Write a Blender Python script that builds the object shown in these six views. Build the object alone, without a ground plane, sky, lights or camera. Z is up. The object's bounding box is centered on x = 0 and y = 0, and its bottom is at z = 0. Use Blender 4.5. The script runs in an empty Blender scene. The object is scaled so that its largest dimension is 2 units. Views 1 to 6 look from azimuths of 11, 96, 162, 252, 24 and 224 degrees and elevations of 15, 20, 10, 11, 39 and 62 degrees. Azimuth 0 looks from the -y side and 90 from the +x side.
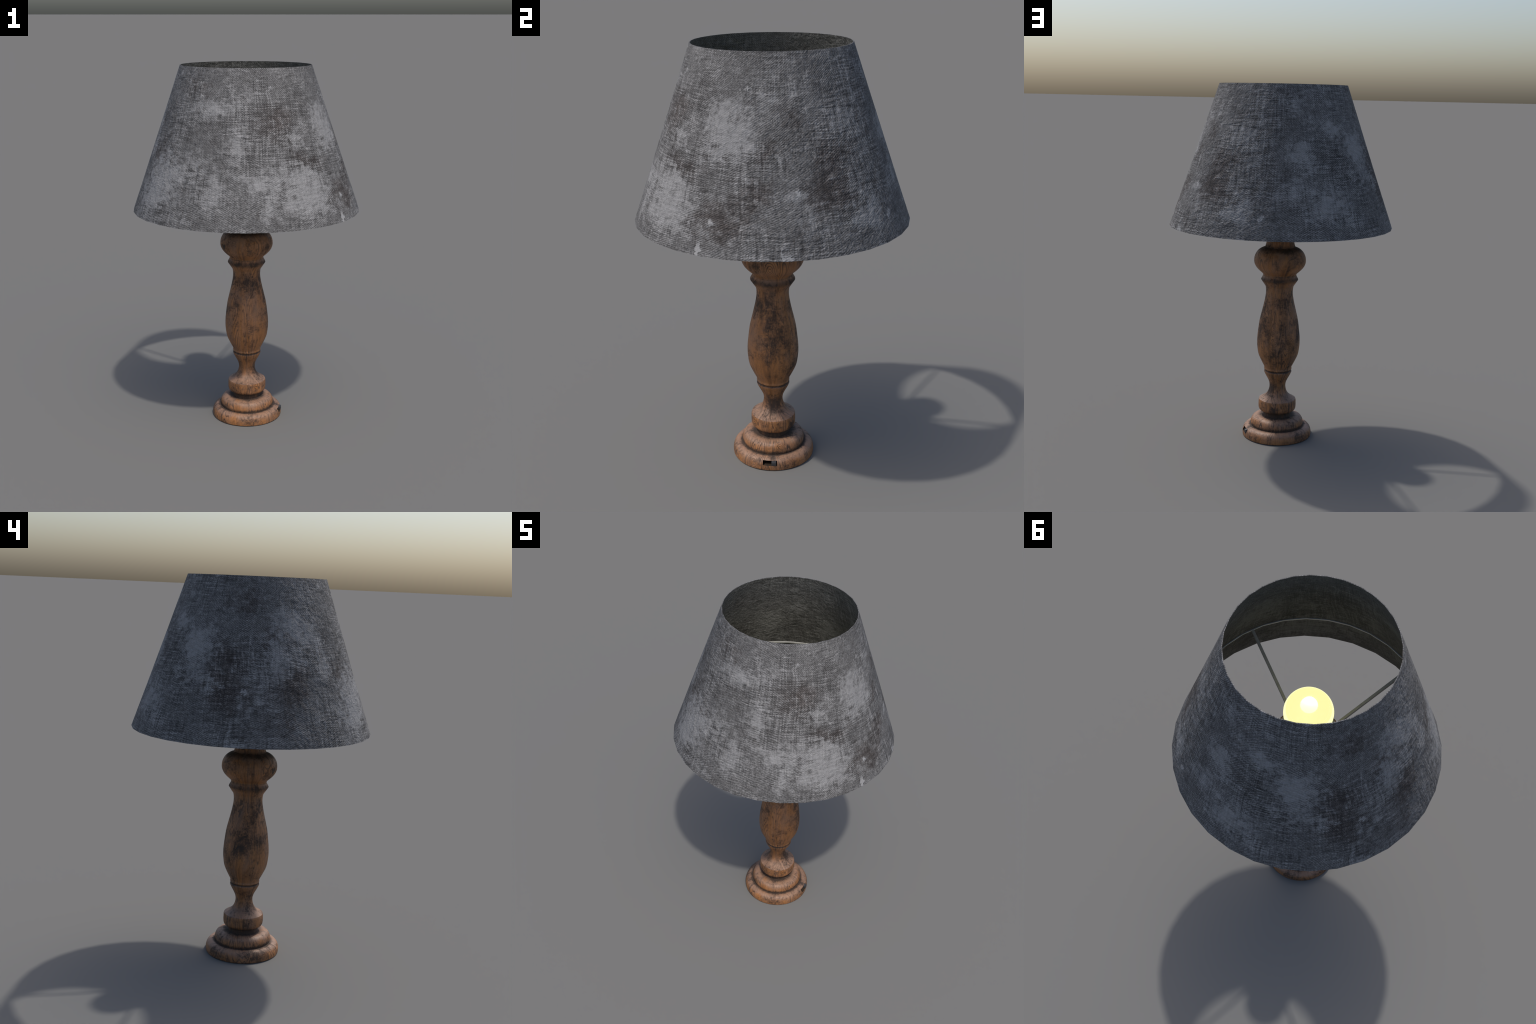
# A turned wooden table lamp with a worn, dusty fabric shade.
import bpy, bmesh, math, random
from mathutils import Vector, Matrix

TAU = math.tau
rng = random.Random(7)

# ----------------------------------------------------------------------------
# node helpers
# ----------------------------------------------------------------------------
class Graph:
    """Small wrapper so that a material reads as an expression."""

    def __init__(self, name):
        self.mat = bpy.data.materials.new(name)
        self.mat.use_nodes = True
        self.tree = self.mat.node_tree
        self.bsdf = self.tree.nodes["Principled BSDF"]

    def new(self, kind, **props):
        n = self.tree.nodes.new(kind)
        for k, v in props.items():
            setattr(n, k, v)
        return n

    def put(self, socket, value):
        if isinstance(value, bpy.types.NodeSocket):
            self.tree.links.new(value, socket)
        elif value is not None:
            socket.default_value = value

    def math(self, op, a, b=None, c=None, clamp=False):
        n = self.new("ShaderNodeMath", operation=op, use_clamp=clamp)
        for s, v in zip(n.inputs, (a, b, c)):
            self.put(s, v)
        return n.outputs[0]

    def add(self, a, b): return self.math("ADD", a, b)
    def sub(self, a, b): return self.math("SUBTRACT", a, b)
    def mul(self, a, b): return self.math("MULTIPLY", a, b)
    def mad(self, a, b, c): return self.math("MULTIPLY_ADD", a, b, c)

    def step(self, x, lo, hi, out_lo=0.0, out_hi=1.0):
        n = self.new("ShaderNodeMapRange", interpolation_type="SMOOTHSTEP")
        for i, v in enumerate((x, lo, hi, out_lo, out_hi)):
            self.put(n.inputs[i], v)
        return n.outputs[0]

    def vec(self, x, y, z):
        n = self.new("ShaderNodeCombineXYZ")
        for s, v in zip(n.inputs, (x, y, z)):
            self.put(s, v)
        return n.outputs[0]

    def vmath(self, op, a, b):
        n = self.new("ShaderNodeVectorMath", operation=op)
        self.put(n.inputs[0], a)
        if op == "SCALE":
            self.put(n.inputs["Scale"], b)
        else:
            self.put(n.inputs[1], b)
        return n.outputs[0]

    def noise(self, vector, scale=1.0, detail=3.0, rough=0.55, distortion=0.0, colour=False):
        n = self.new("ShaderNodeTexNoise")
        self.put(n.inputs["Vector"], vector)
        self.put(n.inputs["Scale"], scale)
        self.put(n.inputs["Detail"], detail)
        self.put(n.inputs["Roughness"], rough)
        self.put(n.inputs["Distortion"], distortion)
        return n.outputs["Color" if colour else "Fac"]

    def mix(self, fac, a, b, mode="MIX"):
        n = self.new("ShaderNodeMix", data_type="RGBA", blend_type=mode)
        self.put(n.inputs["Factor"], fac)
        for s, v in ((n.inputs[6], a), (n.inputs[7], b)):
            self.put(s, (*v, 1.0) if isinstance(v, tuple) else v)
        return n.outputs[2]

    def ramp(self, fac, *stops):
        n = self.new("ShaderNodeValToRGB")
        e = n.color_ramp.elements
        while len(e) < len(stops):
            e.new(0.5)
        for el, (p, c) in zip(e, stops):
            el.position, el.color = p, (*c, 1.0)
        self.put(n.inputs[0], fac)
        return n.outputs[0]

    def bump(self, height, strength, distance, normal=None):
        n = self.new("ShaderNodeBump")
        self.put(n.inputs["Height"], height)
        n.inputs["Strength"].default_value = strength
        n.inputs["Distance"].default_value = distance
        if normal is not None:
            self.put(n.inputs["Normal"], normal)
        return n.outputs[0]

    def blobs(self, vector, spots):
        """Sum of soft ellipsoidal spots; each is (centre, turn about z, radii, weight)."""
        total = None
        for centre, turn, radii, weight in spots:
            m = self.new("ShaderNodeMapping", vector_type="TEXTURE")
            self.put(m.inputs["Vector"], vector)
            m.inputs["Location"].default_value = centre
            m.inputs["Rotation"].default_value = (0, 0, turn)
            m.inputs["Scale"].default_value = radii
            g = self.new("ShaderNodeTexGradient", gradient_type="SPHERICAL")
            self.put(g.inputs[0], m.outputs[0])
            total = self.mul(g.outputs["Fac"], weight) if total is None else self.mad(g.outputs["Fac"], weight, total)
        return total

    def coords(self):
        obj = self.new("ShaderNodeTexCoord").outputs["Object"]
        s = self.new("ShaderNodeSeparateXYZ")
        self.put(s.inputs[0], obj)
        x, y, z = s.outputs
        turn = self.math("ARCTAN2", y, x)
        r = self.math("SQRT", self.add(self.mul(x, x), self.mul(y, y)))
        return obj, x, y, z, turn, r

    def finish(self, colour=None, rough=0.7, normal=None, spec=0.5, metal=0.0):
        b = self.bsdf
        if colour is not None:
            self.put(b.inputs["Base Color"], (*colour, 1.0) if isinstance(colour, tuple) else colour)
        self.put(b.inputs["Roughness"], rough)
        self.put(b.inputs["Specular IOR Level"], spec)
        self.put(b.inputs["Metallic"], metal)
        if normal is not None:
            self.put(b.inputs["Normal"], normal)
        return self.mat


# ----------------------------------------------------------------------------
# dimensions (metres)
# ----------------------------------------------------------------------------
SHADE_BOTTOM, SHADE_TOP = 1.2245, 1.9975
SHADE_R0, SHADE_R1 = 0.6190, 0.3505          # outer radius at the bottom and at the top
SHADE_SIDES = 32
SHADE_SLOPE = (SHADE_R0 - SHADE_R1) / (SHADE_TOP - SHADE_BOTTOM)
CLOTH = 0.0035


def shade_radius(z):
    return SHADE_R1 + (SHADE_TOP - z) * SHADE_SLOPE


# ----------------------------------------------------------------------------
# materials
# ----------------------------------------------------------------------------
# Faded, dusty patches of the cloth: bearing in degrees, height, half width, half height, strength.
FADED = [
    (-101, 1.792, .097, .048, 1), (-85, 1.829, .057, .037, .6), (-76, 1.895, .048, .042, .5),
    (-18, 1.758, .090, .075, 1), (-21, 1.661, .10, .079, .8), (-83, 1.642, .056, .051, 1),
    (-45, 1.634, .06, .05, .7), (-59, 1.631, .103, .037, .5), (-124, 1.448, .129, .139, .6),
    (-134, 1.352, .126, .071, .8), (-97, 1.394, .077, .067, .9), (-98, 1.469, .052, .03, .6),
    (-76, 1.459, .064, .042, .8), (-54, 1.451, .198, .093, 1), (-42, 1.346, .108, .065, 1),
    (-67, 1.328, .065, .05, .8), (-109, 1.245, .079, .024, .6), (-106, 1.542, .075, .068, .5),
    (-85, 1.55, .065, .067, .5), (3, 1.828, .044, .04, .7), (-8, 1.67, .079, .054, .6),
    (-24, 1.605, .062, .054, .7), (53, 1.704, .11, .065, .6), (52, 1.408, .133, .084, .6),
    (15, 1.448, .045, .038, .8), (21, 1.354, .024, .067, .6), (9, 1.624, .032, .054, .5),
    (78, 1.893, .058, .061, .7), (109, 1.782, .076, .044, 1), (90, 1.816, .061, .038, .7),
    (85, 1.66, .068, .055, 1), (78, 1.461, .052, .065, .9), (97, 1.397, .12, .095, 1),
    (127, 1.63, .121, .108, .6), (127, 1.497, .122, .081, .6), (47, 1.355, .074, .055, .8),
    (87, 1.588, .065, .048, .6), (128, 1.694, .118, .065, .7), (-176, 1.803, .069, .045, .7),
    (-163, 1.746, .087, .073, .9), (174, 1.625, .069, .095, .8), (-155, 1.596, .063, .062, .8),
    (-136, 1.45, .15, .12, .8), (163, 1.405, .075, .071, .6), (158, 1.246, .045, .019, 1),
]
# Darker, browner stains of the cloth, same layout.
STAINED = [
    (-58, 1.746, .105, .085, .8), (-42, 1.535, .10, .034, .8), (-17, 1.355, .12, .08, .9),
    (-137, 1.563, .113, .071, .6), (-119, 1.896, .091, .043, .5), (2, 1.624, .051, .04, .7),
    (-2, 1.467, .077, .06, .8), (30, 1.463, .10, .075, 1), (35, 1.61, .087, .08, .9),
    (15, 1.766, .052, .054, .5), (149, 1.601, .086, .087, 1), (149, 1.456, .093, .071, 1),
    (-176, 1.495, .083, .079, .9), (172, 1.72, .046, .045, .8), (157, 1.885, .092, .056, .7),
    (178, 1.351, .063, .063, .6),
]
# Little pale scuffs where threads are pulled.
SCUFFED = [
    (-24, 1.2475, .016, .030, 1), (-20, 1.352, .018, .014, .9), (17, 1.472, .012, .018, .9),
    (12, 1.236, .030, .010, .9), (9, 1.258, .009, .030, .7), (-60, 1.905, .010, .010, .8),
    (-112, 1.860, .010, .010, .8), (-8, 1.86, .012, .010, .8), (-30, 1.34, .012, .012, .6),
    (-160, 1.86, .014, .006, .7), (-150, 1.70, .010, .012, .6), (-140, 1.33, .012, .012, .6),
    (158, 1.475, .018, .014, .7), (-66, 1.74, .010, .01, .6), (62, 1.33, .012, .03, .7),
]


def on_cloth(table, grow):
    out = []
    for deg, z, w, h, s in table:
        a, r = math.radians(deg), shade_radius(z)
        out.append(((r * math.cos(a), r * math.sin(a), z), a, (0.16, w * grow, h * grow), s))
    return out


def cloth_material(name="worn_denim_cloth", inside=False):
    g = Graph(name)
    obj, x, y, z, turn, r = g.coords()
    u = g.mul(turn, 0.485)                       # metres round the shade
    v = g.mul(z, 1.06)                           # metres up the slant

    # gentle pull of the threads so that the weave is not ruler straight
    pull = g.noise(obj, 3.5, 2.0)
    pull2 = g.noise(obj, 14.0, 1.0)
    warp = g.add(g.mul(g.sub(pull, 0.5), 0.05), g.mul(g.sub(pull2, 0.5), 0.007))

    # twill: diagonal ribs climbing to the right, broken into short stitches
    ribs = 208
    jitter = g.mul(g.sub(g.noise(g.vec(g.mul(u, 75.0), g.mul(v, 75.0), 6.0), 1.0, 2.0, 0.6), 0.5), 0.75)
    phase = g.add(g.sub(g.mul(g.add(v, warp), 1 / 0.0093), g.mul(turn, ribs / TAU)), jitter)
    rib = g.mad(g.math("SINE", g.mul(phase, TAU)), 0.5, 0.5)
    along = g.add(g.mul(u, 0.84), g.mul(v, 0.54))
    dash = g.noise(g.vec(g.mul(phase, 1.25), g.mul(along, 125.0), 0.0), 1.0, 2.0, 0.65)
    strong = g.step(g.noise(obj, 6.5, 3.0, 0.6), 0.35, 0.65, 0.40, 1.0)
    weave = g.add(g.mul(g.mul(g.sub(rib, 0.5), strong), 0.40), g.mul(g.sub(dash, 0.5), 1.05))

    # slubs: long uneven threads across and up, fading in and out
    sway = g.mul(g.sub(pull, 0.5), 0.06)
    across = g.noise(g.vec(g.mul(u, 8.0), g.mul(g.add(v, sway), 165.0), 3.1), 1.0, 3.0, 0.65)
    upward = g.noise(g.vec(g.mul(g.add(u, sway), 140.0), g.mul(v, 7.0), 9.4), 1.0, 3.0, 0.65)
    plaid = g.step(g.noise(obj, 4.2, 2.0), 0.40, 0.60)
    slub = g.mul(g.add(g.mul(g.sub(across, 0.5), 1.35), g.mul(g.sub(upward, 0.5), 1.0)), g.mad(plaid, 0.95, 0.35))
    grain = g.sub(g.noise(g.vec(g.mul(u, 230.0), g.mul(v, 230.0), 1.0), 1.0, 2.0, 0.6), 0.5)

    # ragged position used by all the patches
    rag = g.vmath("SUBTRACT", g.noise(obj, 7.0, 6.0, 0.68, colour=True), (0.5, 0.5, 0.5))
    ragged = g.vmath("ADD", obj, g.vmath("SCALE", rag, 0.19))
    cloud = g.noise(obj, 6.0, 7.0, 0.66)
    wisp = g.sub(g.noise(g.vec(g.mul(u, 1.0), g.mul(v, 1.25), g.mul(r, 0.0)), 26.0, 5.0, 0.68, 0.4), 0.5)
    speck = g.sub(g.noise(obj, 70.0, 3.0, 0.7), 0.5)
    crumb = g.sub(g.noise(obj, 38.0, 6.0, 0.75, 0.3), 0.5)

    texture = g.add(weave, g.add(g.mul(slub, 0.95), g.mul(grain, 0.45)))
    field = g.add(g.blobs(ragged, on_cloth(FADED, 1.50)),
                  g.add(g.mul(g.sub(cloud, 0.53), 1.5), g.add(g.mul(wisp, 1.75), g.add(g.mul(crumb, 1.75), g.add(g.mul(speck, 0.35), g.mul(texture, 0.42))))))
    faded = g.step(field, 0.00, 1.00)
    sfield = g.add(g.blobs(ragged, on_cloth(STAINED, 1.6)),
                   g.add(g.mul(g.sub(0.48, cloud), 1.2), g.add(g.mul(wisp, -1.1), g.mul(crumb, -1.2))))
    stained = g.mul(g.step(sfield, 0.0, 1.0), g.mad(faded, -0.8, 1.0))
    torn = g.vmath("ADD", obj, g.vmath("SCALE", g.vmath("SUBTRACT", g.noise(obj, 38.0, 3.0, 0.7, colour=True), (0.5, 0.5, 0.5)), 0.055))
    scuffed = g.step(g.add(g.blobs(torn, on_cloth(SCUFFED, 1.5)), g.add(g.mul(speck, 0.55), g.mul(texture, 0.35))), 0.22, 0.62)

    tone = g.add(g.add(0.43, texture), g.sub(g.mul(g.sub(cloud, 0.5), 0.5), g.mul(stained, 0.24)))
    tone = g.add(tone, g.add(g.mul(wisp, 0.40), g.mul(crumb, 0.45)))
    cloth = g.ramp(tone, (0.05, (0.042, 0.0410, 0.0414)), (0.40, (0.100, 0.0985, 0.0995)), (0.70, (0.182, 0.180, 0.182)), (1.0, (0.32, 0.318, 0.322)))
    brown = g.mix(g.mul(stained, 0.70), cloth, g.mix(1.0, cloth, (0.86, 0.74, 0.69), "MULTIPLY"))
    dusty_tone = g.add(g.mul(texture, 0.42), g.add(g.mul(wisp, 0.35), 0.50))
    dust = g.ramp(dusty_tone, (0.15, (0.155, 0.1545, 0.1565)), (0.5, (0.224, 0.2235, 0.2265)), (0.95, (0.335, 0.335, 0.341)))
    col = g.mix(g.mul(faded, 0.92), brown, dust)
    col = g.mix(g.mul(scuffed, 0.70), col, (0.33, 0.33, 0.335))
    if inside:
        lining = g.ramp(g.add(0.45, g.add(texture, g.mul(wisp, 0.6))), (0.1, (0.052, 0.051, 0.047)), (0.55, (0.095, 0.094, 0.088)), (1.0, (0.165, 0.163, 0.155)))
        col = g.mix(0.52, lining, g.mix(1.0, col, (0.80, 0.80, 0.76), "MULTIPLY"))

    # relief: crumpled along the ribs, larger soft wrinkles, single threads, scuffs
    bias = g.noise(g.vec(g.mul(g.sub(g.mul(v, 0.84), g.mul(u, 0.54)), 85.0), g.mul(along, 40.0), 4.0), 1.0, 1.5, 0.5, 0.6)
    pebble = g.noise(obj, 62.0, 1.5, 0.5, 0.4)
    crease = g.noise(obj, 17.0, 2.5, 0.55, 0.9)
    crisp = g.step(g.noise(obj, 5.0, 2.0), 0.38, 0.62, 0.45, 1.0)
    height = g.add(g.mul(g.add(g.mul(bias, 0.62), g.mul(pebble, 0.55)), crisp), g.add(g.mul(crease, 1.0), g.add(g.mul(texture, 0.10), g.mul(scuffed, 0.15))))
    normal = g.bump(height, 1.0, 0.0072)
    return g.finish(col, 0.92, normal, spec=0.22)


def wood_material(name="aged_turned_wood", tint=1.0):
    g = Graph(name)
    obj, x, y, z, turn, r = g.coords()
    safe = g.math("MAXIMUM", r, 0.001)
    cx, cy = g.math("DIVIDE", x, safe), g.math("DIVIDE", y, safe)
    run = g.sub(z, g.mul(r, 0.9))                # follows the turned profile, so that grain runs over the beads
    # lean of the grain: slanting here and there
    lean = g.mul(g.sub(g.noise(g.vec(cx, cy, g.mul(run, 1.2)), 0.9, 1.0), 0.5), 2.8)
    ca, sa = g.math("COSINE", g.mul(lean, run)), g.math("SINE", g.mul(lean, run))
    gx = g.sub(g.mul(cx, ca), g.mul(cy, sa))
    gy = g.add(g.mul(cx, sa), g.mul(cy, ca))
    field = g.noise(g.vec(gx, gy, g.mul(run, 0.95)), 1.9, 2.0, 0.45, 0.15)
    knots = []
    for deg, rr, zz, size in ((-24, .198, .030, .030), (20, .150, .075, .026), (6, .096, .440, .030), (1, .143, 1.005, .038),
                              (106, .122, .550, .030), (-82, .085, .760, .026), (-70, .122, .560, .030), (-160, .198, .025, .032),
                              (-110, .146, 1.020, .034), (60, .120, .600, .030), (-55, .107, .180, .022), (150, .090, .740, .028)):
        a = math.radians(deg)
        knots.append(((rr * math.cos(a), rr * math.sin(a), zz), a, (0.06, size, size * 1.7), 0.26))
    field = g.add(field, g.blobs(obj, knots))
    fine = g.noise(g.vec(g.mul(gx, 1.0), g.mul(gy, 1.0), g.mul(run, 0.6)), 26.0, 3.0, 0.65)
    fibre = g.noise(g.vec(g.mul(gx, 1.0), g.mul(gy, 1.0), g.mul(run, 2.5)), 60.0, 2.0, 0.6)
    rings = g.math("FRACT", g.add(g.mul(field, 21.0), g.mul(fine, 0.35)))
    line = g.mul(g.step(rings, 0.55, 0.93), g.step(rings, 1.0, 0.95))
    where = g.step(g.noise(g.vec(gx, gy, g.mul(run, 2.0)), 1.4, 2.0), 0.36, 0.58)
    line = g.mul(line, g.mad(where, 0.85, 0.15))

    hue = g.noise(g.vec(gx, gy, g.mul(run, 1.3)), 2.6, 4.0, 0.62)
    base = g.ramp(hue, (0.28, (0.190, 0.078, 0.027)), (0.44, (0.400, 0.165, 0.048)), (0.56, (0.390, 0.175, 0.070)), (0.72, (0.240, 0.122, 0.066)))
    base = g.mix(g.step(fine, 0.35, 0.7, 0.0, 0.42), base, (0.160, 0.074, 0.032))
    col = g.mix(g.mul(line, 0.74), base, (0.036, 0.019, 0.011))
    col = g.mix(g.step(fibre, 0.48, 0.72, 0.0, 0.42), col, (0.075, 0.038, 0.020))

    # greyed, rubbed bloom, plus pale sky sheen painted onto what faces up
    facing = g.new("ShaderNodeSeparateXYZ")
    g.put(facing.inputs[0], g.new("ShaderNodeNewGeometry").outputs["Normal"])
    upward = g.step(facing.outputs[2], 0.15, 0.85)
    bloom_sheen = g.step(g.add(g.add(g.noise(obj, 9.0, 5.0, 0.65), g.mul(upward, 0.22)), g.mul(g.sub(fibre, 0.5), 0.35)), 0.46, 0.70)
    col = g.mix(g.mul(bloom_sheen, g.mad(upward, 0.24, 0.46)), col, g.mix(upward, (0.165, 0.106, 0.076), (0.275, 0.173, 0.119)))

    # grime: patches and speckle, plus crevice shade and dirt painted into the hollows
    smear = g.noise(g.vec(g.mul(x, 1.0), g.mul(y, 1.0), g.mul(z, 0.75)), 13.0, 6.0, 0.70, 0.3)
    dots = g.noise(obj, 95.0, 3.0, 0.7)
    spots = []
    for deg, zz, rr, w, h, s in (
        (-5, 0.80, .085, .05, .09, 1.0), (12, 0.70, .10, .07, .08, .8), (18, 0.605, .12, .06, .06, .9),
        (-2, 0.27, .05, .05, .05, 1.0), (0, 0.18, .10, .05, .03, .8), (-95, 0.81, .08, .05, .06, .9),
        (-55, 0.80, .08, .04, .06, .8), (-130, 0.66, .10, .05, .10, .5), (98, 0.80, .08, .05, .06, .8),
        (80, 0.62, .12, .06, .06, .9), (140, 0.62, .12, .06, .08, .8), (55, 0.50, .12, .05, .05, .6),
        (180, 0.82, .08, .05, .10, .8), (165, 0.64, .11, .06, .08, .9), (-165, 0.28, .05, .05, .06, 1.0),
        (170, 0.18, .105, .05, .03, .8), (-120, 0.16, .10, .04, .03, .8), (-50, 0.18, .105, .04, .03, .7),
        (120, 0.03, .20, .08, .04, .8), (-170, 0.05, .19, .10, .05, .7), (-65, 0.03, .20, .06, .03, .6),
        (20, 0.02, .20, .09, .02, .8), (30, 0.30, .05, .04, .04, .7), (60, 0.17, .105, .03, .02, .9),
        (-150, 1.03, .14, .05, .05, .7), (-20, 1.02, .145, .04, .04, .6), (100, 1.06, .13, .05, .04, .6),
    ):
        a = math.radians(deg)
        spots.append(((rr * math.cos(a), rr * math.sin(a), zz), a, (0.07, w * 1.5, h * 1.5), s))
    patches = g.blobs(obj, spots)
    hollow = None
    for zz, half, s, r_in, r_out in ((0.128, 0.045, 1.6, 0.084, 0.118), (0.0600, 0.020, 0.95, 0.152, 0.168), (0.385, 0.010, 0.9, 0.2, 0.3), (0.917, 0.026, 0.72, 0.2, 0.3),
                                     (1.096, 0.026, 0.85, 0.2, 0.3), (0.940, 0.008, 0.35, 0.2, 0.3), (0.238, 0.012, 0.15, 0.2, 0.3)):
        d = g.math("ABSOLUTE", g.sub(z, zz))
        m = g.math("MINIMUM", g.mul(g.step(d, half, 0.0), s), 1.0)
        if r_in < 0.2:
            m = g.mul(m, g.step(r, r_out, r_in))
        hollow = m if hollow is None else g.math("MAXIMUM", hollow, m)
    soot = g.sub(g.noise(obj, 30.0, 6.0, 0.72, 0.2), 0.5)
    streak = g.sub(g.noise(g.vec(gx, gy, g.mul(run, 1.6)), 11.0, 4.0, 0.7), 0.5)
    grime_shade = g.add(g.mul(patches, 0.62), g.add(g.mul(g.sub(smear, 0.475), 2.4), g.add(g.mul(g.sub(dots, 0.5), 1.2), g.mul(hollow, 0.85))))
    grime_shade = g.add(grime_shade, g.add(g.mul(soot, 1.1), g.add(g.mul(streak, 0.8), g.mul(line, 0.15))))
    haze = g.step(grime_shade, -0.35, 0.75)
    grime_shade = g.step(grime_shade, 0.05, 0.92)
    grime_shade = g.math("MAXIMUM", grime_shade, g.mul(hollow, 0.80))
    col = g.mix(g.mul(haze, 0.42), col, g.mix(1.0, col, (0.42, 0.40, 0.42), "MULTIPLY"))
    # the side away from the switch is darker and duller
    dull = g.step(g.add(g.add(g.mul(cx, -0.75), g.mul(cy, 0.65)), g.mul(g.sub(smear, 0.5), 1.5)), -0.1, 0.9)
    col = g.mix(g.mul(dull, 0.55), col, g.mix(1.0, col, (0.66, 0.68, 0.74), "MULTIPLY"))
    col = g.mix(g.mul(grime_shade, 0.88), col, (0.027, 0.018, 0.013))
    if tint != 1.0:
        col = g.mix(1.0, col, (tint, tint, tint), "MULTIPLY")
    height = g.sub(g.add(g.mul(fibre, 0.25), g.mul(fine, 0.3)), g.add(g.mul(line, 0.9), g.mul(grime_shade, 0.35)))
    normal = g.bump(height, 0.6, 0.003)
    rough = g.step(grime_shade, 0.0, 1.0, 0.55, 0.8)
    return g.finish(col, rough, normal, spec=0.5)


def metal_material(name="dull_grey_metal", k=1.0):
    g = Graph(name)
    obj, *_ = g.coords()
    n = g.noise(obj, 30.0, 4.0, 0.6)
    col = g.ramp(n, (0.3, (0.30 * k, 0.30 * k, 0.295 * k)), (0.7, (0.38 * k, 0.38 * k, 0.372 * k)))
    return g.finish(col, 0.55, g.bump(n, 0.1, 0.002), spec=0.4, metal=0.0)


def plastic_material():
    g = Graph("black_plastic")
    obj, *_ = g.coords()
    n = g.noise(obj, 120.0, 3.0, 0.6)
    col = g.ramp(n, (0.3, (0.030, 0.030, 0.032)), (0.7, (0.046, 0.046, 0.048)))
    return g.finish(col, 0.5, g.bump(n, 0.15, 0.0006), spec=0.5)


def slot_material():
    g = Graph("shaded_slot_wood")
    obj, *_ = g.coords()
    n = g.noise(obj, 60.0, 3.0, 0.6)
    col = g.ramp(n, (0.3, (0.022, 0.014, 0.009)), (0.7, (0.040, 0.028, 0.018)))  # wood colour darkened further to hold the shade inside the slot
    return g.finish(col, 0.85, None, spec=0.2)


def lint_material():
    g = Graph("frayed_thread")
    obj, *_ = g.coords()
    n = g.noise(obj, 90.0, 2.0, 0.6)
    col = g.ramp(n, (0.35, (0.05, 0.05, 0.05)), (0.65, (0.17, 0.17, 0.172)))
    return g.finish(col, 0.95, None, spec=0.1)


def glow_material():
    g = Graph("glowing_bulb_glass")
    g.finish((1.0, 0.96, 0.82), 0.10, None, metal=1.0)
    g.bsdf.inputs["Emission Color"].default_value = (1.0, 0.955, 0.415, 1.0)
    g.bsdf.inputs["Emission Strength"].default_value = 1.0
    return g.mat


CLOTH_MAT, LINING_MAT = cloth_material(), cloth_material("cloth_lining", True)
WOOD_MAT, METAL_MAT = wood_material(), metal_material()
PLASTIC_MAT, SLOT_MAT, LINT_MAT, GLOW_MAT = plastic_material(), slot_material(), lint_material(), glow_material()

# ----------------------------------------------------------------------------
# modelling helpers
# ----------------------------------------------------------------------------
def link(name, mesh, mat, parent):
    o = bpy.data.objects.new(name, mesh)
    bpy.context.scene.collection.objects.link(o)
    for m in (mat if isinstance(mat, (list, tuple)) else [mat]):
        mesh.materials.append(m)
    o.parent = parent
    return o


def smooth(mesh, degrees=40):
    mesh.polygons.foreach_set("use_smooth", [True] * len(mesh.polygons))
    mesh.set_sharp_from_angle(angle=math.radians(degrees))


def spline(points, steps=4):
    """Catmull-Rom through (radius, height, corner) points; corners stay sharp."""
    out = []
    n = len(points)
    for i in range(n - 1):
        p1, p2 = points[i], points[i + 1]
        p0 = points[i - 1] if i > 0 and not p1[2] else p1
        p3 = points[i + 2] if i + 2 < n and not p2[2] else p2
        for k in range(steps):
            t = k / steps
            c = []
            for a in (0, 1):
                m1, m2 = (p2[a] - p0[a]) / 2, (p3[a] - p1[a]) / 2
                if p0 is p1: m1 = p2[a] - p1[a] if p3 is p2 else (p2[a] - p1[a]) * 1.0
                if p3 is p2: m2 = p2[a] - p1[a]
                c.append((2 * t**3 - 3 * t**2 + 1) * p1[a] + (t**3 - 2 * t**2 + t) * m1 + (-2 * t**3 + 3 * t**2) * p2[a] + (t**3 - t**2) * m2)
            out.append(tuple(c))
    out.append(points[-1][:2])
    return out


def lathe(name, profile, sides=96, turn=0.0):
    """Spin a profile round z; radius 0 at an end closes it with a pole."""
    bm = bmesh.new()
    rings = []
    for r, z in profile:
        if r < 1e-6:
            rings.append([bm.verts.new((0, 0, z))])
        else:
            rings.append([bm.verts.new((r * math.cos(turn + TAU * k / sides), r * math.sin(turn + TAU * k / sides), z)) for k in range(sides)])
    for a, b in zip(rings, rings[1:]):
        for k in range(sides):
            j = (k + 1) % sides
            if len(a) == 1:
                bm.faces.new((a[0], b[j], b[k]))
            elif len(b) == 1:
                bm.faces.new((a[k], a[j], b[0]))
            else:
                bm.faces.new((a[k], a[j], b[j], b[k]))
    me = bpy.data.meshes.new(name)
    bm.normal_update()
    bm.to_mesh(me)
    bm.free()
    return me


def box(name, lo, hi, bevel=0.0):
    bm = bmesh.new()
    bmesh.ops.create_cube(bm, size=1.0)
    for v in bm.verts:
        v.co = Vector([l + (c + 0.5) * (h - l) for l, h, c in zip(lo, hi, v.co)])
    if bevel:
        bmesh.ops.bevel(bm, geom=bm.edges[:], offset=bevel, segments=2, affect="EDGES", profile=0.5)
    me = bpy.data.meshes.new(name)
    bm.to_mesh(me)
    bm.free()
    return me


# ----------------------------------------------------------------------------
# the lamp
# ----------------------------------------------------------------------------
lamp = bpy.data.objects.new("table_lamp", None)
bpy.context.scene.collection.objects.link(lamp)
lamp["label"] = "turned wooden table lamp with dusty grey fabric shade"
lamp["category"] = "table lamp"

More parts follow.
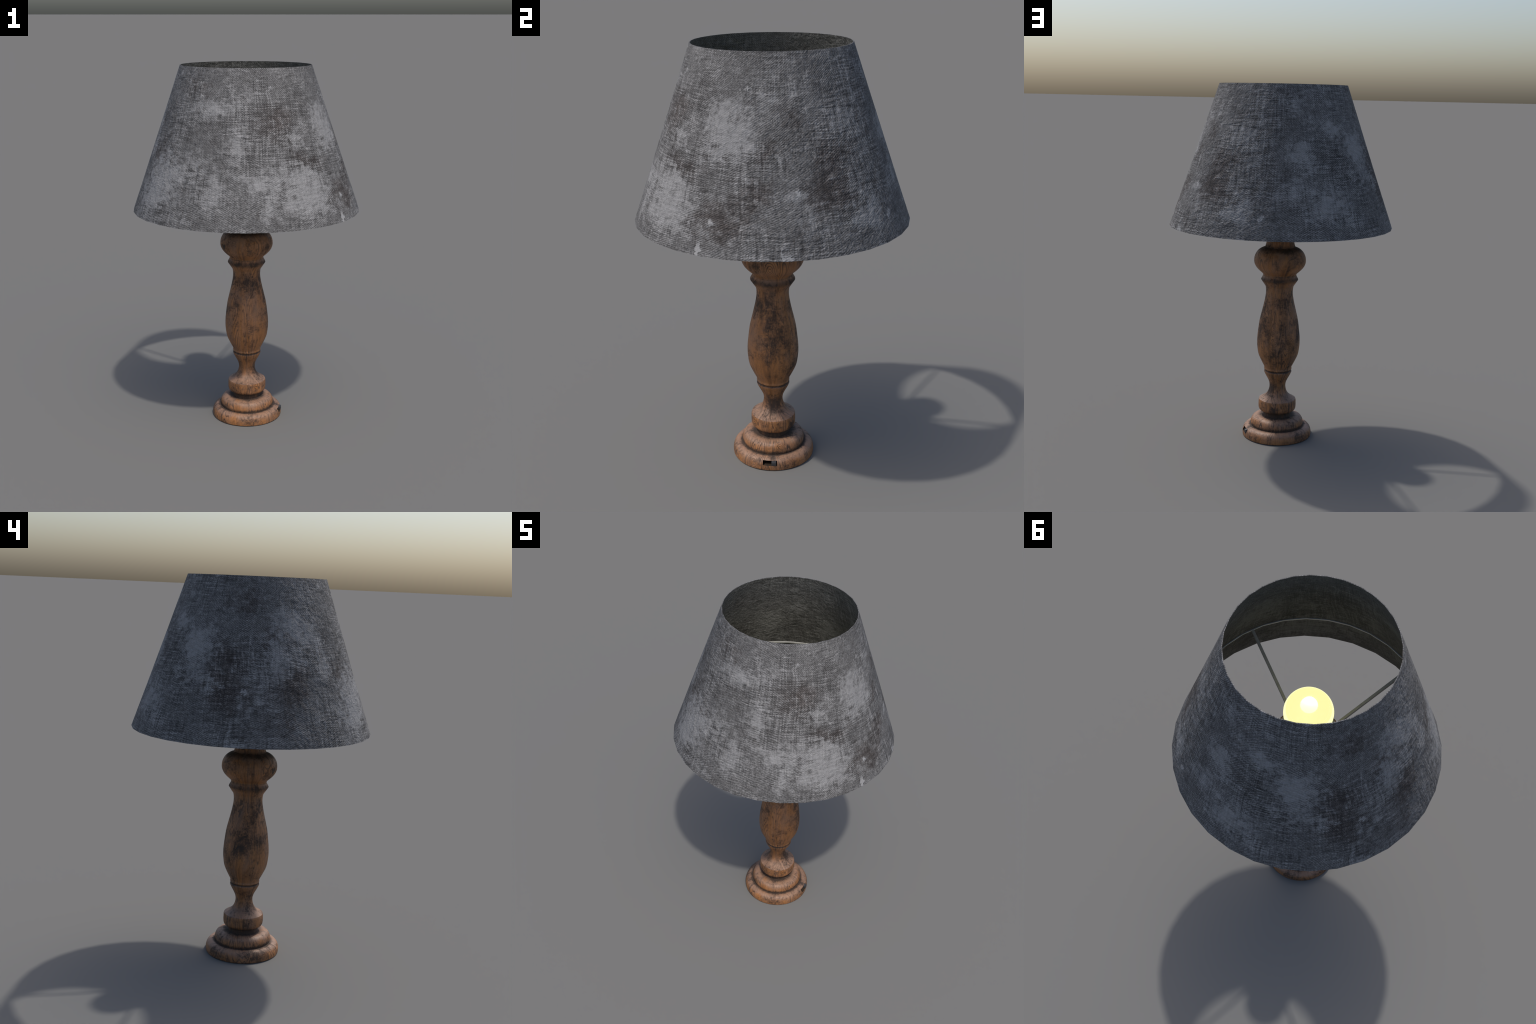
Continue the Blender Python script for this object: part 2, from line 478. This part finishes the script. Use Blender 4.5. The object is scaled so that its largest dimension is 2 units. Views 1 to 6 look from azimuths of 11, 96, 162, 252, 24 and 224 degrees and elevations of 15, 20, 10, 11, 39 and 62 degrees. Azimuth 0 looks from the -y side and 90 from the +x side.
# ---- turned foot: two stacked rounded steps ---------------------------------
C = True
foot_profile = [
    (0.0, 0.0, C), (0.1955, 0.0, C), (0.1972, 0.0030, False), (0.1980, 0.016, False), (0.1966, 0.029, False), (0.1915, 0.042, False),
    (0.1830, 0.0515, False), (0.1720, 0.0570, False), (0.1600, 0.0590, False), (0.1495, 0.0585, C),
    (0.1508, 0.0660, False), (0.1506, 0.0760, False), (0.1480, 0.0890, False), (0.1420, 0.1010, False),
    (0.1320, 0.1095, False), (0.1180, 0.1145, False), (0.1000, 0.1160, False), (0.0785, 0.1160, C),
    (0.0770, 0.1240, False), (0.0765, 0.1290, C), (0.0, 0.1290, C),
]
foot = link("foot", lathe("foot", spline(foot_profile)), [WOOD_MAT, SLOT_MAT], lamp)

# slot for the switch, cut into the rim
SLOT = (-0.0340, 0.0352, 0.0262, 0.0482)         # y from, y to, z from, z to
cutter_mesh = box("slot_cutter", (0.150, SLOT[0], SLOT[2]), (0.215, SLOT[1], SLOT[3]))
cutter = link("slot_cutter", cutter_mesh, [WOOD_MAT, SLOT_MAT], None)
for p in cutter_mesh.polygons:
    p.material_index = 1
cut = foot.modifiers.new("slot", "BOOLEAN")
cut.operation, cut.solver, cut.object = "DIFFERENCE", "EXACT", cutter
cut.material_mode = "INDEX"
bpy.context.view_layer.update()
evaluated = bpy.data.meshes.new_from_object(foot.evaluated_get(bpy.context.evaluated_depsgraph_get()))
foot.modifiers.clear()
foot.data = evaluated
foot.data.name = "foot"
bpy.data.objects.remove(cutter)
smooth(foot.data, 42)

slider = link("switch_slider", box("switch_slider", (0.145, 0.0085, 0.0266), (0.1974, 0.0310, 0.0468), 0.0018), PLASTIC_MAT, foot)
smooth(slider.data, 30)

# ---- turned column: disc, waist, ringed groove, belly, collar, bulge, neck ---
column_profile = [
    (0.0, 0.1290, C), (0.0765, 0.1290, C), (0.0770, 0.1360, False), (0.0800, 0.1425, C), (0.0920, 0.1450, False), (0.1000, 0.1490, False), (0.1055, 0.1580, False), (0.1074, 0.1700, False),
    (0.1076, 0.1860, False), (0.1070, 0.2060, C), (0.1050, 0.2130, C), (0.0930, 0.2195, False), (0.0800, 0.2270, False),
    (0.0690, 0.2355, False), (0.0605, 0.2450, False), (0.0535, 0.2565, False), (0.0480, 0.2725, False), (0.0456, 0.2925, False),
    (0.0487, 0.3127, False), (0.0565, 0.3315, False), (0.0666, 0.3500, False), (0.0740, 0.3645, False), (0.0788, 0.3760, C),
    (0.0780, 0.3810, C), (0.0738, 0.3850, C), (0.0778, 0.3895, C), (0.0790, 0.3945, False), (0.0778, 0.4010, C), (0.0790, 0.4069, C), (0.0977, 0.4441, False),
    (0.1136, 0.4814, False), (0.1204, 0.5250, False), (0.1218, 0.5520, False), (0.1212, 0.5760, False), (0.1188, 0.6040, False),
    (0.1106, 0.6706, False), (0.1023, 0.7097, False), (0.0954, 0.7380, False), (0.0855, 0.7800, False), (0.0783, 0.8180, False),
    (0.0761, 0.8460, False), (0.0790, 0.8735, False), (0.0881, 0.8890, False), (0.1052, 0.9145, C), (0.1045, 0.9180, C), (0.0942, 0.9375, C), (0.0938, 0.9420, C),
    (0.0985, 0.9515, False), (0.1183, 0.9690, False), (0.1351, 0.9884, False), (0.1440, 1.0080, False), (0.1460, 1.0260, False),
    (0.1428, 1.0480, False), (0.1334, 1.0679, False), (0.1220, 1.0810, False), (0.1077, 1.0914, False), (0.0940, 1.0970, False),
    (0.0852, 1.1010, C), (0.0810, 1.1150, False), (0.0780, 1.1302, False), (0.0755, 1.1550, False), (0.0770, 1.1850, False),
    (0.0860, 1.2180, False), (0.1060, 1.2480, False), (0.1330, 1.2710, False), (0.1560, 1.2860, C), (0.1595, 1.2900, C), (0.1590, 1.2950, C), (0.1550, 1.2960, C),
    (0.1500, 1.2880, C), (0.1300, 1.2780, False), (0.0900, 1.2740, False), (0.0, 1.2740, C),
]
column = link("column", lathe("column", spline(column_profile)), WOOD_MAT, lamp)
smooth(column.data, 32)

# ---- lamp holder: grey dish, socket and glowing bulb --------------------------
dish = link("holder_dish", lathe("holder_dish", [(0.0, 1.2800), (0.0900, 1.2800), (0.1280, 1.2830), (0.1500, 1.2900), (0.1545, 1.2945), (0.1525, 1.2965), (0.1270, 1.2880), (0.0900, 1.2850), (0.0, 1.2850)], 64), METAL_MAT, column)
smooth(dish.data, 40)
socket = link("bulb_socket", lathe("bulb_socket", [(0.0, 1.2790), (0.0560, 1.2790), (0.0560, 1.3000), (0.0500, 1.3040), (0.0480, 1.3600), (0.0500, 1.3640), (0.0500, 1.3720), (0.0460, 1.3740), (0.0, 1.3740)], 48), METAL_MAT, lamp)
smooth(socket.data, 35)
BULB_Z, BULB_R = 1.512, 0.110
bulb_profile = [(0.0, 1.3700, C), (0.0430, 1.3700, C), (0.0455, 1.3850, False), (0.0560, 1.4060, False), (0.0760, 1.4300, False), (0.0930, 1.4540, False)]
bulb_profile += [(BULB_R * math.cos(a), BULB_Z + BULB_R * math.sin(a), False) for a in (math.radians(d) for d in range(-18, 88, 9))]
bulb_profile.append((0.0, BULB_Z + BULB_R, False))
bulb = link("light_bulb", lathe("light_bulb", spline(bulb_profile, 3), 64), GLOW_MAT, lamp)
smooth(bulb.data, 60)

# ---- shade: a 32-sided cloth cone, open at both ends --------------------------
AROUND, LEVELS = SHADE_SIDES * 5, 36


def rim_radius(turn, zz):
    """Flat-sided at the two rims (32 straight stays), easing to a round cone between them."""
    part = TAU / SHADE_SIDES
    flat = math.cos(part / 2) / math.cos((turn % part) - part / 2)
    edge = max(0.0, 1.0 - min(zz - SHADE_BOTTOM, SHADE_TOP - zz) / 0.30)
    edge = edge * edge * (3 - 2 * edge)
    return shade_radius(zz) * (flat * edge + 0.9976 * (1 - edge))


bm = bmesh.new()
shells = []
for inset in (0.0, CLOTH):
    grid = []
    for i in range(LEVELS + 1):
        t = i / LEVELS
        t = t + 0.7 * math.sin(TAU * t) / TAU * -1.0           # rows crowd towards the rims
        zz = SHADE_BOTTOM + (SHADE_TOP - SHADE_BOTTOM) * t
        row = []
        for k in range(AROUND):
            a = TAU * k / AROUND
            rr = rim_radius(a, zz) - inset
            row.append(bm.verts.new((rr * math.cos(a), rr * math.sin(a), zz)))
        grid.append(row)
    shells.append(grid)
outer, inner = shells
for k in range(AROUND):
    j = (k + 1) % AROUND
    for i in range(LEVELS):
        bm.faces.new((outer[i][k], outer[i][j], outer[i + 1][j], outer[i + 1][k]))
        bm.faces.new((inner[i][j], inner[i][k], inner[i + 1][k], inner[i + 1][j])).material_index = 1
    bm.faces.new((outer[LEVELS][k], outer[LEVELS][j], inner[LEVELS][j], inner[LEVELS][k]))
    bm.faces.new((outer[0][j], outer[0][k], inner[0][k], inner[0][j]))
me = bpy.data.meshes.new("lampshade")
bm.to_mesh(me)
bm.free()
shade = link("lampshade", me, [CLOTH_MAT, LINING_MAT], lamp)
smooth(me, 40)
# even shading right across the flats: give every corner the normal of the true cone
normals = []
tall = 1.0 / math.hypot(1.0, SHADE_SLOPE)
for poly in me.polygons:
    for li in poly.loop_indices:
        c = me.vertices[me.loops[li].vertex_index].co
        n = poly.normal
        if abs(n.z) > 0.8:
            normals.append(tuple(n))
        else:
            d = math.hypot(c.x, c.y)
            sign = 1.0 if n.x * c.x + n.y * c.y > 0 else -1.0
            normals.append((sign * c.x / d * tall, sign * c.y / d * tall, sign * SHADE_SLOPE * tall))
me.normals_split_custom_set(normals)

# frayed thread ends along the top rim
bm = bmesh.new()
for i in range(900):
    a = rng.uniform(0, TAU)
    # ride on the straight edge between two corners of the 32-sided rim
    part = TAU / SHADE_SIDES
    off = (a % part) - part / 2
    rr = SHADE_R1 * math.cos(part / 2) / math.cos(off) - rng.uniform(0.0002, CLOTH - 0.0002)
    root = Vector((rr * math.cos(a), rr * math.sin(a), SHADE_TOP - 0.0015))
    lean = Vector((rng.gauss(0, 0.5) * -math.sin(a) + rng.gauss(0, 0.5) * math.cos(a), rng.gauss(0, 0.5) * math.cos(a) + rng.gauss(0, 0.5) * math.sin(a), 1.0)).normalized()
    tip = root + lean * rng.uniform(0.0020, 0.0038)
    tip.z = min(tip.z, 2.0)
    w = rng.uniform(0.0004, 0.0007)
    ring = [bm.verts.new(root + Vector((w * math.cos(TAU * q / 3), w * math.sin(TAU * q / 3), 0))) for q in range(3)]
    top = bm.verts.new(tip)
    for q in range(3):
        bm.faces.new((ring[q], ring[(q + 1) % 3], top))
me = bpy.data.meshes.new("frayed_edge")
bm.to_mesh(me)
bm.free()
fray = link("frayed_edge", me, LINT_MAT, shade)
fray["kind"] = "stuff"

# inner hoop that carries the shade
HOOP_Z = 1.485
bm = bmesh.new()
section = [(-0.0005, -0.0050), (0.0045, -0.0050), (0.0045, 0.0050), (-0.0005, 0.0050)]
loops = []
for dr, dz in section:
    zz = HOOP_Z + dz
    rr = shade_radius(zz) - CLOTH - dr
    loops.append([bm.verts.new((rr * math.cos(TAU * k / SHADE_SIDES), rr * math.sin(TAU * k / SHADE_SIDES), zz)) for k in range(SHADE_SIDES)])
for a in range(4):
    b = (a + 1) % 4
    for k in range(SHADE_SIDES):
        j = (k + 1) % SHADE_SIDES
        bm.faces.new((loops[a][j], loops[a][k], loops[b][k], loops[b][j]))
bmesh.ops.recalc_face_normals(bm, faces=bm.faces[:])
me = bpy.data.meshes.new("shade_hoop")
bm.to_mesh(me)
bm.free()
hoop = link("shade_hoop", me, metal_material("pale_hoop_metal", 1.6), shade)
smooth(me, 35)

# four square bars slope down from the hoop to the rim of the holder
spoke_mesh = box("spoke", (0.0, -0.0060, -0.0060), (1.0, 0.0060, 0.0060))
spoke_mesh.materials.append(METAL_MAT)
start, end = Vector((0.148, 0, 1.2870)), Vector((shade_radius(1.482) - CLOTH - 0.004, 0, 1.482))
run = end - start
tilt = math.atan2(run.z, run.x)
for k in range(4):
    a = math.radians(-16.7 + 90 * k)
    o = bpy.data.objects.new("spoke", spoke_mesh)
    bpy.context.scene.collection.objects.link(o)
    o.parent = shade
    o.matrix_world = Matrix.Rotation(a, 4, "Z") @ Matrix.Translation(start) @ Matrix.Rotation(-tilt, 4, "Y") @ Matrix.Diagonal((run.length, 1, 1, 1))
